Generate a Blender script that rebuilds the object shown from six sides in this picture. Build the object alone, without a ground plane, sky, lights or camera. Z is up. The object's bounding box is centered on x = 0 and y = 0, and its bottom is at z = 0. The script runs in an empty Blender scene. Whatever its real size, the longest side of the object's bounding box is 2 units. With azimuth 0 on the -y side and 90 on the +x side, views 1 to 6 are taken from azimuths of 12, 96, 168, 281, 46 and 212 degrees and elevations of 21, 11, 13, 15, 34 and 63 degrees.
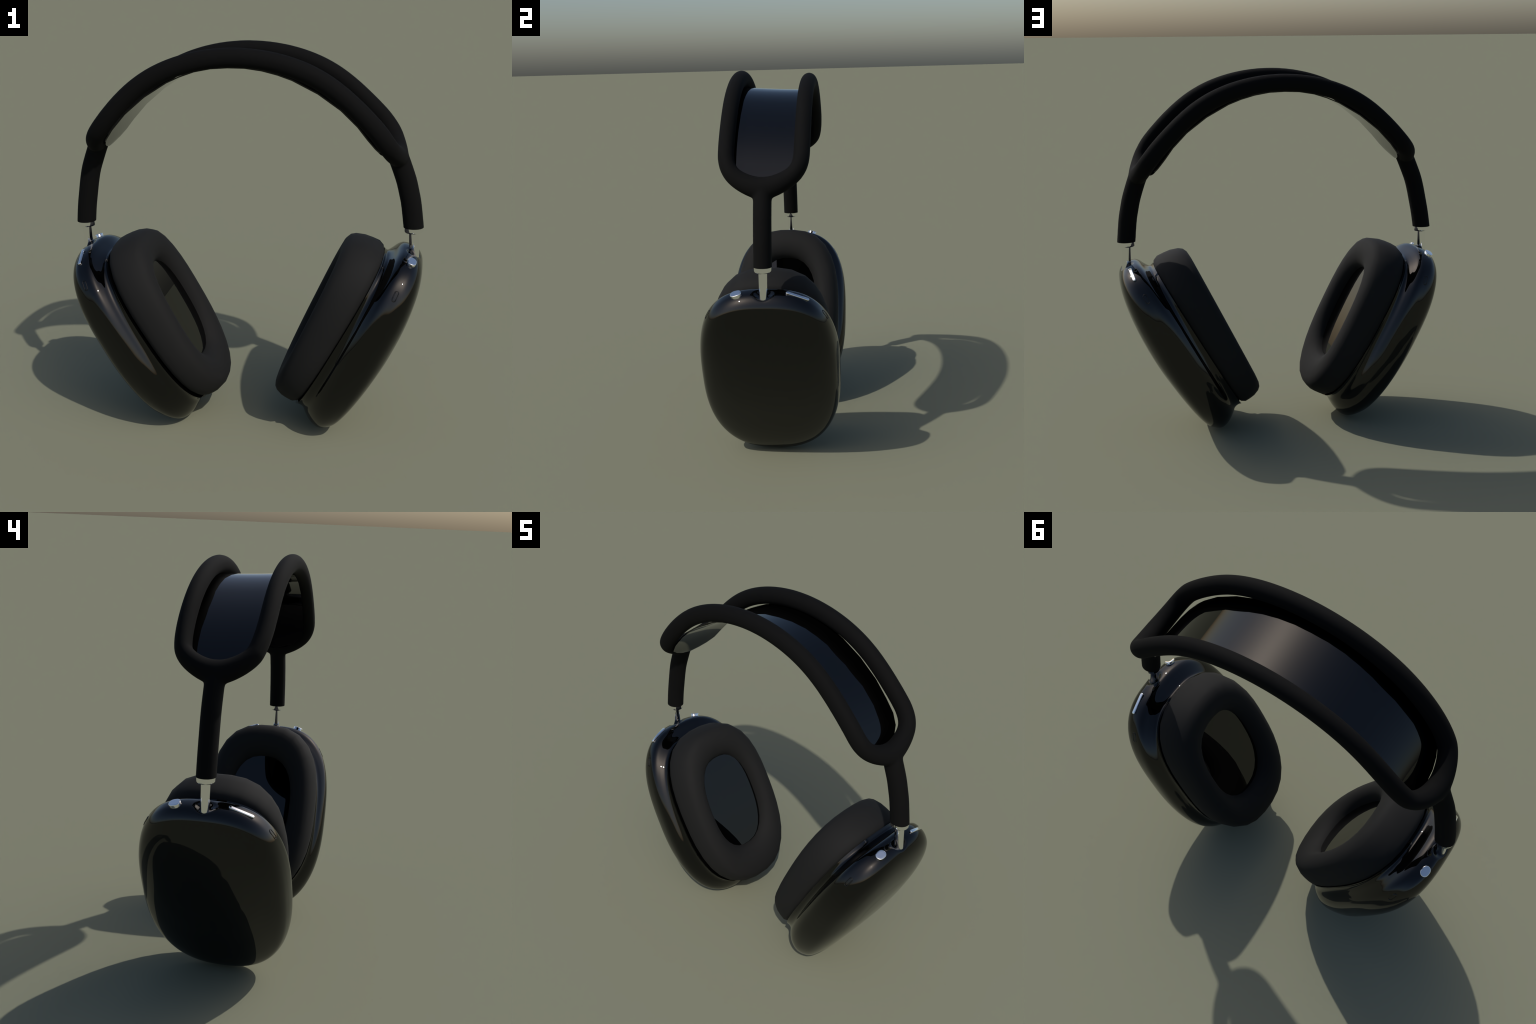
"""Over-ear headphones: glossy black ear cups, soft cushions, forked rubber frame,
glossy canopy and mirror-chrome stems.  Everything is lofted from small profiles."""
import bpy, bmesh, math
from mathutils import Vector, Matrix
from mathutils.bvhtree import BVHTree

# ------------------------------------------------------------------ helpers
def catmull(pts, n, closed=False):
    """Catmull-Rom through pts (tuples of any length); n samples per span."""
    m = len(pts)
    out = []
    spans = m if closed else m - 1
    for i in range(spans):
        if closed:
            p0, p1, p2, p3 = (pts[(i + k - 1) % m] for k in range(4))
        else:
            p1, p2 = pts[i], pts[i + 1]
            p0 = pts[i - 1] if i else tuple(2 * a - b for a, b in zip(p1, p2))
            p3 = pts[i + 2] if i + 2 < m else tuple(2 * b - a for a, b in zip(p1, p2))
        for k in range(n):
            t = k / n
            out.append(tuple(0.5 * (2 * b + (c - a) * t + (2 * a - 5 * b + 4 * c - d) * t * t
                                    + (3 * b - a - 3 * c + d) * t ** 3)
                             for a, b, c, d in zip(p0, p1, p2, p3)))
    if not closed:
        out.append(tuple(pts[-1]))
    return out


def interp(table, x):
    """piecewise linear lookup in [(x, y), ...]"""
    if x <= table[0][0]:
        return table[0][1]
    for (x0, y0), (x1, y1) in zip(table, table[1:]):
        if x <= x1:
            return y0 + (y1 - y0) * (x - x0) / (x1 - x0)
    return table[-1][1]


def super_outline(a, b, p_top, p_bot, n):
    """egg-like superellipse, evenly spaced by arc length; returns (y, s) offsets."""
    fine = []
    m = 1440
    for i in range(m):
        f = 2 * math.pi * i / m
        c, s = math.cos(f), math.sin(f)
        w = 0.5 + 0.5 * math.tanh(3 * s)
        p = p_bot + (p_top - p_bot) * w
        r = ((abs(c) / a) ** p + (abs(s) / b) ** p) ** (-1 / p)
        fine.append((r * c, r * s))
    acc = [0.0]
    for i in range(m):
        q0, q1 = fine[i], fine[(i + 1) % m]
        acc.append(acc[-1] + math.hypot(q1[0] - q0[0], q1[1] - q0[1]))
    fine.append(fine[0])
    out, j = [], 0
    for i in range(n):
        t = acc[-1] * i / n
        while acc[j + 1] < t:
            j += 1
        u = (t - acc[j]) / (acc[j + 1] - acc[j])
        out.append(tuple(fine[j][k] + (fine[j + 1][k] - fine[j][k]) * u for k in (0, 1)))
    return out


def mesh_from(name, verts, faces, smooth=True):
    me = bpy.data.meshes.new(name)
    me.from_pydata([tuple(v) for v in verts], [], faces)
    bm = bmesh.new()
    bm.from_mesh(me)
    bmesh.ops.remove_doubles(bm, verts=bm.verts, dist=1e-6)
    bmesh.ops.recalc_face_normals(bm, faces=bm.faces)
    bm.to_mesh(me)
    bm.free()
    for p in me.polygons:
        p.use_smooth = smooth
    return me


def add(name, me, mat, parent):
    ob = bpy.data.objects.new(name, me)
    bpy.context.scene.collection.objects.link(ob)
    if mat and not me.materials:
        me.materials.append(mat)
    ob.parent = parent
    return ob


def loft(rings, cap_start=None, cap_end=None, closed=False):
    """faces between rings of equal length; caps are optional centre points."""
    n = len(rings[0])
    verts = [v for r in rings for v in r]
    faces = []
    m = len(rings)
    for i in range(m if closed else m - 1):
        a, b = i * n, ((i + 1) % m) * n
        for k in range(n):
            l = (k + 1) % n
            faces.append((a + k, a + l, b + l, b + k))
    for cap, base in ((cap_start, 0), (cap_end, (m - 1) * n)):
        if cap is not None:
            verts.append(cap)
            c = len(verts) - 1
            for k in range(n):
                faces.append((base + k, base + (k + 1) % n, c))
    return verts, faces


# ---------------------------------------------------------------- materials
def principled(name, color, rough, metallic=0.0, specular=0.5, grain=None, sheen=0.0):
    mat = bpy.data.materials.new(name)
    mat.use_nodes = True
    nt = mat.node_tree
    bsdf = nt.nodes["Principled BSDF"]
    bsdf.inputs["Base Color"].default_value = (*color, 1)
    bsdf.inputs["Roughness"].default_value = rough
    bsdf.inputs["Metallic"].default_value = metallic
    bsdf.inputs["Specular IOR Level"].default_value = specular
    if sheen:
        bsdf.inputs["Sheen Weight"].default_value = sheen
        bsdf.inputs["Sheen Roughness"].default_value = 0.5
    if grain:
        scale, amount, bump = grain
        tc = nt.nodes.new("ShaderNodeTexCoord")
        nz = nt.nodes.new("ShaderNodeTexNoise")
        nz.inputs["Scale"].default_value = scale
        nz.inputs["Detail"].default_value = 3
        nt.links.new(tc.outputs["Object"], nz.inputs["Vector"])
        ramp = nt.nodes.new("ShaderNodeValToRGB")
        lo, hi = 1 - amount, 1 + amount
        ramp.color_ramp.elements[0].color = (*(c * lo for c in color), 1)
        ramp.color_ramp.elements[1].color = (*(c * hi for c in color), 1)
        nt.links.new(nz.outputs["Fac"], ramp.inputs["Fac"])
        nt.links.new(ramp.outputs["Color"], bsdf.inputs["Base Color"])
        if bump:
            bp = nt.nodes.new("ShaderNodeBump")
            bp.inputs["Strength"].default_value = bump
            bp.inputs["Distance"].default_value = 0.001
            nt.links.new(nz.outputs["Fac"], bp.inputs["Height"])
            nt.links.new(bp.outputs["Normal"], bsdf.inputs["Normal"])
    return mat


GLOSS = principled("gloss_black_shell", (0.0006, 0.0006, 0.0006), 0.0)
CANOPY = principled("gloss_black_canopy", (0.0006, 0.0006, 0.0006), 0.03)
FABRIC = principled("cushion_fabric", (0.0062, 0.0062, 0.0061), 0.85, specular=0.32, grain=(160, 0.06, 0.0))
RUBBER = principled("frame_rubber", (0.0029, 0.0029, 0.0029), 0.88, specular=0.14, grain=(160, 0.06, 0.0))
CHROME = principled("mirror_chrome", (0.98, 0.98, 0.98), 0.02, metallic=1.0)

# ------------------------------------------------------------------ root
root = bpy.data.objects.new("headphones", None)
bpy.context.scene.collection.objects.link(root)
root["label"] = "black over-ear headphones with glossy cups and chrome stems"
root["category"] = "headphones"

# ============================================================ HEADBAND FRAME
# (x, z) of the arch centre line, from crown to the end of the arm
TILT = -0.055          # the front rail rides a little higher than the back one
ARCH = [(0.000, 1.950), (0.106, 1.943), (0.208, 1.925), (0.308, 1.895), (0.401, 1.852), (0.470, 1.808),
        (0.547, 1.739), (0.623, 1.662), (0.677, 1.598), (0.712, 1.556), (0.737, 1.516), (0.753, 1.484), (0.770, 1.445)]
CROWN = 6              # arch stations that belong to the straight rails
# the rails close to a fork: (height above the cross bar, half distance of the rails)
CLOSING = [(0.212, 0.182), (0.137, 0.180), (0.080, 0.161), (0.042, 0.117), (0.015, 0.060), (0.000, 0.000)]
RAIL_Y = 0.182
FORK_LOW, FORK_HIGH = 1.453, 1.519       # cross bar heights at +x and at -x
ARM_LOW = [(0.764, 1.455), (0.781, 1.412), (0.807, 1.332), (0.821, 1.270), (0.832, 1.210), (0.844, 1.097)]    # +x
ARM_HIGH = [(0.723, 1.526), (0.742, 1.485), (0.782, 1.387), (0.800, 1.325), (0.814, 1.262), (0.831, 1.180), (0.844, 1.097)]
SHIFT = 0.011          # the arch sits a little towards +x


FINE_ARCH = catmull(ARCH, 12)


def arch_x(z):
    return interp([(zz, xx) for xx, zz in reversed(FINE_ARCH)], z)


def shear(p):
    x, y, z = p
    k = min(1.0, max(0.0, (z - 1.49) / 0.14))
    k = k * k * (3 - 2 * k)
    return Vector((x + SHIFT * (0.15 + 0.85 * k), y, z + TILT * y * k))


def tube(path, half_n, half_b, normal_of, closed, m=28):
    rings = []
    k = len(path)
    for i, p in enumerate(path):
        a = path[(i - 1) % k] if closed or i else p
        b = path[(i + 1) % k] if closed or i < k - 1 else p
        t = (b - a).normalized()
        nn = normal_of(p)
        nn = (nn - t * nn.dot(t)).normalized()
        bb = t.cross(nn)
        hb = half_b(p) if callable(half_b) else half_b
        hn = half_n(p) if callable(half_n) else half_n
        rings.append([p + nn * (hn * math.cos(2 * math.pi * j / m)) + bb * (hb * math.sin(2 * math.pi * j / m))
                      for j in range(m)])
    if closed:
        return loft(rings, closed=True)
    return loft(rings, path[0], path[-1])


def arch_normal(p):
    """outward normal of the arch in the x-z plane"""
    x = abs(p.x - SHIFT)
    i = min(range(len(FINE_ARCH)), key=lambda k: abs(FINE_ARCH[k][0] - x))
    (xa, za), (xb, zb) = FINE_ARCH[max(i - 6, 0)], FINE_ARCH[min(i + 6, len(FINE_ARCH) - 1)]
    n = Vector((za - zb, 0, xb - xa)).normalized() if i else Vector((0, 0, 1))
    n.x *= 1 if p.x >= SHIFT else -1
    return n


low = [(arch_x(FORK_LOW + h), y, FORK_LOW + h) for h, y in CLOSING]
high = [(-arch_x(FORK_HIGH + h), y, FORK_HIGH + h) for h, y in CLOSING]
crown_low = [(x, RAIL_Y, z) for x, z in ARCH[:CROWN]]
crown_high = [(-x, RAIL_Y, z) for x, z in ARCH[1:CROWN]]
back = list(reversed(high))[1:] + list(reversed(crown_high)) + crown_low + low      # from one cross bar to the other
loop = back + [(x, -y, z) for x, y, z in reversed(back[:-1])] + [high[-1]]


def even_path(pts, n, rounds):
    """resample a closed path evenly and relax small kinks"""
    acc = [0.0]
    m = len(pts)
    for i in range(m):
        acc.append(acc[-1] + (pts[(i + 1) % m] - pts[i]).length)
    out, j = [], 0
    for i in range(n):
        t = acc[-1] * i / n
        while acc[j + 1] < t:
            j += 1
        out.append(pts[j].lerp(pts[(j + 1) % m], (t - acc[j]) / (acc[j + 1] - acc[j])))
    for _ in range(rounds):
        out = [out[i] * 0.5 + (out[i - 1] + out[(i + 1) % n]) * 0.25 for i in range(n)]
    for _ in range(120):                 # the long rails may relax further than the forks
        w = [0.5 * min(1.0, max(0.0, (q.z - 1.60) / 0.08)) for q in out]
        out = [out[i] * (1 - w[i]) + (out[i - 1] + out[(i + 1) % n]) * (0.5 * w[i]) for i in range(n)]
    return out


loop_path = even_path([shear(p) for p in catmull(loop, 8, closed=True)], 360, 10)


def rail_half_width(p):
    return 0.040 + 0.016 * max(0.0, 1 - abs(p.y) / 0.16)


def rail_half_depth(p):
    return 0.046 + 0.003 * max(0.0, 1 - abs(p.y) / 0.12)


fv, ff = tube(loop_path, rail_half_depth, rail_half_width, arch_normal, True)


def join_piece(v, f):
    off = len(fv)
    fv.extend(v)
    ff.extend(tuple(i + off for i in q) for q in f)


for sx in (1, -1):
    arm = ARM_LOW if sx > 0 else ARM_HIGH
    arm_path = [Vector((sx * x, 0, z)) for x, z in catmull(arm + [(0.8465, 1.070)], 8)]
    v, f = tube(arm_path, 0.050, 0.0445, lambda p, s=sx: Vector((s, 0, 0)), False)
    join_piece(v, f)
me = mesh_from("headband_frame", fv, ff)
frame = add("headband_frame", me, RUBBER, root)
rm = frame.modifiers.new("weld", "REMESH")
rm.mode = "VOXEL"
rm.voxel_size = 0.0045
sm = frame.modifiers.new("soften", "SMOOTH")
sm.factor = 0.5
sm.iterations = 34
dg = bpy.context.evaluated_depsgraph_get()
baked = bpy.data.meshes.new_from_object(frame.evaluated_get(dg))
baked.name = "headband_frame"
frame.modifiers.clear()
frame.data = baked
for p in baked.polygons:
    p.use_smooth = True
# the rubber ends in a crisp flat cut above each collar
bm = bmesh.new()
bm.from_mesh(baked)
cut = bmesh.ops.bisect_plane(bm, geom=bm.verts[:] + bm.edges[:] + bm.faces[:], plane_co=(0, 0, 1.095),
                             plane_no=(0, 0, 1), clear_inner=True)
rim = [g for g in cut["geom_cut"] if isinstance(g, bmesh.types.BMEdge)]
filled = bmesh.ops.holes_fill(bm, edges=rim, sides=0)
for fc in filled["faces"]:
    fc.smooth = False
for ed in rim:
    if ed.is_valid:
        ed.smooth = False
bm.to_mesh(baked)
bm.free()
if not baked.materials:
    baked.materials.append(RUBBER)

# ============================================================ CANOPY
# coarse strip stretched under the two rails (its facets show at the edges)
CAN = [(0.000, 0.176, 1.899), (0.080, 0.176, 1.896), (0.160, 0.176, 1.883), (0.232, 0.176, 1.863), (0.298, 0.175, 1.838), (0.414, 0.173, 1.775),
       (0.518, 0.169, 1.697), (0.592, 0.164, 1.620)]
END_HIGH = [(0.633, 0.149, 1.569), (0.655, 0.109, 1.540), (0.670, 0.058, 1.520), (0.677, 0.0, 1.510)]
END_LOW = [(0.637, 0.164, 1.560), (0.671, 0.145, 1.513), (0.694, 0.108, 1.480), (0.707, 0.057, 1.460), (0.713, 0.0, 1.451)]
stations = ([(-x, w, z - 0.013 * min(1.0, max(0.0, (x - 0.15) / 0.35))) for x, w, z in reversed(CAN[1:] + END_HIGH)] + CAN + END_LOW)
cv, cf = [], []
COLS = 8
for x, w, z in stations:
    for j in range(COLS + 1):
        y = w * (2 * j / COLS - 1)
        sag = 0.003 * (1 - (y / w) ** 2) if w else 0.0
        cv.append(Vector((x, y, z + TILT * y - sag)))
for i in range(len(stations) - 1):
    for j in range(COLS):
        a = i * (COLS + 1) + j
        cf.append((a, a + 1, a + COLS + 2, a + COLS + 1))
me = mesh_from("canopy", cv, cf)
bm = bmesh.new()
bm.from_mesh(me)
bmesh.ops.dissolve_degenerate(bm, edges=bm.edges, dist=1e-5)
bm.to_mesh(me)
bm.free()
canopy = add("canopy", me, CANOPY, root)
so = canopy.modifiers.new("thick", "SOLIDIFY")
so.thickness = 0.006
so.offset = 0
es = canopy.modifiers.new("crisp_edge", "EDGE_SPLIT")
es.split_angle = math.radians(50)
for p in me.polygons:
    p.use_smooth = True

# ============================================================ EAR CUPS
# local frame of a cup: y across, s up along the tilted cup, d outwards from the head
LEAN = math.radians(26.2)
WEDGE = 0.055                     # cushion is thicker at its top than at its bottom
YAW = {1: 0.008, -1: -0.008}      # each cup swivels a little on its stem


CUSHION_YAW = {1: 0.004, -1: 0.012}


def cup_point(side, y, s, d, yaw=YAW):
    """side +1: at +x; side -1: the same cup turned half round about z"""
    x = s * math.sin(LEAN) + d * math.cos(LEAN)
    z = s * math.cos(LEAN) - d * math.sin(LEAN)
    w = yaw[side]
    x, y = x - w * y, y + w * (x - 0.6)
    return Vector((side * x, side * y, z))


#        d      s_top  s_bot   half width
SHELL = [(0.183, 1.166, 0.226, 0.304), (0.200, 1.160, 0.230, 0.302), (0.217, 1.163, 0.226, 0.310),
         (0.237, 1.182, 0.206, 0.332), (0.262, 1.214, 0.182, 0.348), (0.289, 1.232, 0.165, 0.353),
         (0.319, 1.240, 0.162, 0.351), (0.348, 1.240, 0.179, 0.346), (0.377, 1.226, 0.214, 0.337),
         (0.400, 1.202, 0.283, 0.321), (0.419, 1.162, 0.377, 0.296), (0.434, 1.108, 0.479, 0.265),
         (0.447, 1.030, 0.580, 0.220), (0.456, 0.940, 0.676, 0.150)]
N_RIM = 320


def shell_rings(side):
    rings = []
    for d, st, sb, a in catmull(SHELL, 6):
        c, b = (st + sb) / 2, (st - sb) / 2
        k = min(1.0, max(0.0, (a - 0.08) / 0.2))
        ol = super_outline(a, b, 2.2 + 0.6 * k, 2.1 + 0.38 * k, N_RIM)
        lift = WEDGE * min(1.0, max(0.0, (0.285 - d) / 0.09))      # back plate follows the cushion
        rings.append([cup_point(side, y, c + s, d + lift * s) for y, s in ol])
    return rings


# cushion section: (shrink of the outer outline, way towards the ear hole, depth share 0 front .. 1 back)
SECTION = [(0.070, 0.0, 1.005), (0.024, 0.0, 1.0), (0.001, 0.0, 0.92), (-0.011, 0.0, 0.78), (-0.010, 0.0, 0.58),
           (-0.006, 0.0, 0.38), (0.007, 0.0, 0.16), (0.022, 0.0, 0.05), (0.040, 0.04, -0.012), (0.047, 0.28, -0.03),
           (0.047, 0.50, -0.01), (0.047, 0.72, 0.055), (0.047, 0.88, 0.15), (0.047, 0.98, 0.275), (0.047, 1.02, 0.46)]
RING = 34
OUT = dict(a=0.298, c=0.707, b=0.471)
HOLE = dict(a=0.172, c=0.720, b=0.277)
FRONT, BACK = 0.0160, 0.189
PLATE = 0.074


def cushion_mesh(side):
    hole = super_outline(HOLE["a"], HOLE["b"], 2.5, 2.4, 720)
    rings = []
    for shrink, w, f in SECTION:
        out = super_outline(OUT["a"] - shrink, OUT["b"] - shrink, 2.72, 2.45, 720)
        r = []
        for k in range(RING):
            i = int(round(k / RING * 720)) % 720
            (y0, s0), (y1, s1) = out[i], hole[i]
            s0 += OUT["c"]
            s1 += HOLE["c"]
            s_here = s0 + (s1 - s0) * w
            d = FRONT + (BACK + WEDGE * (s_here - OUT["c"]) - FRONT) * f
            r.append(cup_point(side, y0 + (y1 - y0) * w, s_here, d, CUSHION_YAW))
        rings.append(r)
    v, f = loft(rings)
    return mesh_from("ear_cushion", v, f)


def conform(bvh, centre, axis_u, axis_w, grid, up):
    """wrap flat (u, w, height) points onto the shell around centre."""
    out = []
    for u, w, h in grid:
        q = centre + axis_u * u + axis_w * w
        loc, nor, _, _ = bvh.find_nearest(q)
        if nor.dot(up) < 0:
            nor = -nor
        out.append(loc + nor * h)
    return out


def pill_outline(half_len, radius, n=10):
    pts = []
    for i in range(n + 1):
        a = -math.pi / 2 + math.pi * i / n
        pts.append((half_len + radius * math.cos(a), radius * math.sin(a)))
    for i in range(n + 1):
        a = math.pi / 2 + math.pi * i / n
        pts.append((-half_len + radius * math.cos(a), radius * math.sin(a)))
    return pts


def capped_pill(bvh, centre, u, w, up, half_len, radius, height, round_r, sink=0.012, flat=False):
    """raised pill with rounded shoulder; flat=True keeps a planar top"""
    rings = []
    prof = [(0.0, -sink), (0.0, height - round_r)]
    for i in range(1, 6):
        a = math.pi / 2 * i / 5
        prof.append((round_r * (1 - math.cos(a)), height - round_r + round_r * math.sin(a)))
    prof.append((radius * 0.5, height))
    for inset, h in prof:
        ol = pill_outline(half_len, radius - inset)
        if flat:
            rings.append([centre + u * a + w * b + up * h for a, b in ol])
        else:
            rings.append(conform(bvh, centre, u, w, [(a, b, h) for a, b in ol], up))
    cap = centre + up * prof[-1][1] if flat else conform(bvh, centre, u, w, [(0, 0, prof[-1][1])], up)[0]
    return loft(rings, None, cap)


def surface_frame(bvh, guess, along):
    loc, nor, _, _ = bvh.find_nearest(guess)
    u = (along - nor * along.dot(nor)).normalized()
    return loc, nor, u, nor.cross(u)


for side in (1, -1):
    rings = shell_rings(side)
    apex = cup_point(side, 0, 0.81, 0.460)
    base = cup_point(side, 0, 0.69, 0.183)
    v, f = loft(rings, base, apex)
    # dished socket round the foot of the stem
    me = mesh_from("ear_cup", v, f)
    foot = Vector((side * 0.852, 0, 0.962))
    flat = BVHTree.FromPolygons([tuple(q.co) for q in me.vertices], [tuple(p.vertices) for p in me.polygons])
    foot = flat.find_nearest(foot)[0]
    normals = [q.normal.copy() for q in me.vertices]
    for q, nor in zip(me.vertices, normals):
        off = q.co - foot
        r = math.hypot((side * off.x + 0.007) / 0.034, off.y / 0.050)
        if off.length < 0.08 and r < 1:
            q.co -= nor * (0.018 * (1 - r ** 3) ** 1.5)
    me.update()
    cup = add("ear_cup", me, GLOSS, root)
    es = cup.modifiers.new("crisp_edge", "EDGE_SPLIT")
    es.split_angle = math.radians(60)
    bvh = BVHTree.FromPolygons([tuple(q.co) for q in me.vertices], [tuple(p.vertices) for p in me.polygons])
    outward = cup_point(side, 0, 1, 0) - cup_point(side, 0, 0, 0)

    def spot(y, s, d, along):
        loc, nor, _, _ = bvh.find_nearest(cup_point(side, y, s, d))
        if nor.dot(loc - cup_point(side, 0, 0.7, 0.34)) < 0:
            nor = -nor
        u = (along - nor * along.dot(nor)).normalized()
        return loc, nor, u, nor.cross(u)

    across = cup_point(side, 1, 0, 0) - cup_point(side, 0, 0, 0)
    # oval dial, front of one cup and back of the other
    loc, nor, u, w = spot(-0.133, 1.23, 0.331, across)
    v, f = capped_pill(bvh, loc, u, w, nor, 0.006, 0.0225, 0.014, 0.004, flat=True)
    add("control_dial", mesh_from("control_dial", v, f), CHROME, cup)
    # long listening button on the other shoulder
    loc, nor, u, w = spot(0.158, 1.218, 0.326, across)
    v, f = capped_pill(bvh, loc, u, w, nor, 0.050, 0.0088, 0.0095, 0.0035)
    add("noise_button", mesh_from("noise_button", v, f), CHROME, cup)
    # pill shaped microphone inlays on both shoulders
    up_s = cup_point(side, 0, 1, 0) - cup_point(side, 0, 0, 0)
    for sy in (1, -1):
        loc, nor, u, w = spot(sy * 0.296, 1.105, 0.319, up_s)
        v, f = capped_pill(bvh, loc, u, w, nor, 0.017, 0.0080, 0.0008, 0.003, sink=0.004)
        # bead round the inlay
        beads = []
        m = 10
        ol = pill_outline(0.017, 0.0095, 12)
        base_pts = conform(bvh, loc, u, w, [(a, b, 0.0) for a, b in ol], nor)
        for (a, b), q in zip(ol, base_pts):
            ca = min(0.017, max(-0.017, a))
            rad = (u * (a - ca) + w * b).normalized()
            beads.append([q + rad * (0.0021 * math.cos(2 * math.pi * j / m)) + nor * (0.0021 * math.sin(2 * math.pi * j / m))
                          for j in range(m)])
        v2, f2 = loft(beads, closed=True)
        off = len(v)
        v += v2
        f += [tuple(i + off for i in q) for q in f2]
        add("microphone_inlay", mesh_from("microphone_inlay", v, f), GLOSS, cup)

    cushion = add("ear_cushion", cushion_mesh(side), FABRIC, root)
    # glossy speaker plate deep in the ear hole
    ol = super_outline(HOLE["a"] + 0.012, HOLE["b"] + 0.012, 2.5, 2.4, 48)
    pr = [[cup_point(side, y, HOLE["c"] + s, d) for y, s in ol] for d in (PLATE + 0.006, PLATE)]
    v, f = loft(pr, cup_point(side, 0, HOLE["c"], PLATE + 0.006),
                cup_point(side, 0, HOLE["c"], PLATE))
    me = mesh_from("speaker_plate", v, f, smooth=False)
    add("speaker_plate", me, GLOSS, cushion)

    # ------------------------------------------------ chrome stem and collar
    def oval(cx, z, rx, ry, m=40):
        return [Vector((side * (cx + rx * math.cos(2 * math.pi * j / m)), ry * math.sin(2 * math.pi * j / m), z))
                for j in range(m)]
    col = [(1.105, .0465, .0415), (1.078, .0465, .0415), (1.073, .0455, .0405), (1.070, .0430, .0380),
           (1.068, .0385, .0335), (1.067, .0300, .0250)]
    v, f = loft([oval(0.8445, z, a, b) for z, a, b in col], None, Vector((side * 0.8445, 0, 1.067)))
    stem_rings = [(1.070, .0245, .0210), (1.000, .0245, .0210), (0.970, .0247, .0212), (0.935, .0250, .0215)]
    stem_rings = catmull(stem_rings, 4)
    v2, f2 = loft([oval(0.846 + 0.02 * (1.058 - z), z, a, b) for z, a, b in stem_rings],
                  None, Vector((side * 0.848, 0, 0.945)))
    stem = add("stem", mesh_from("stem", v2, f2), CHROME, root)
    add("collar", mesh_from("collar", v, f), CHROME, stem)
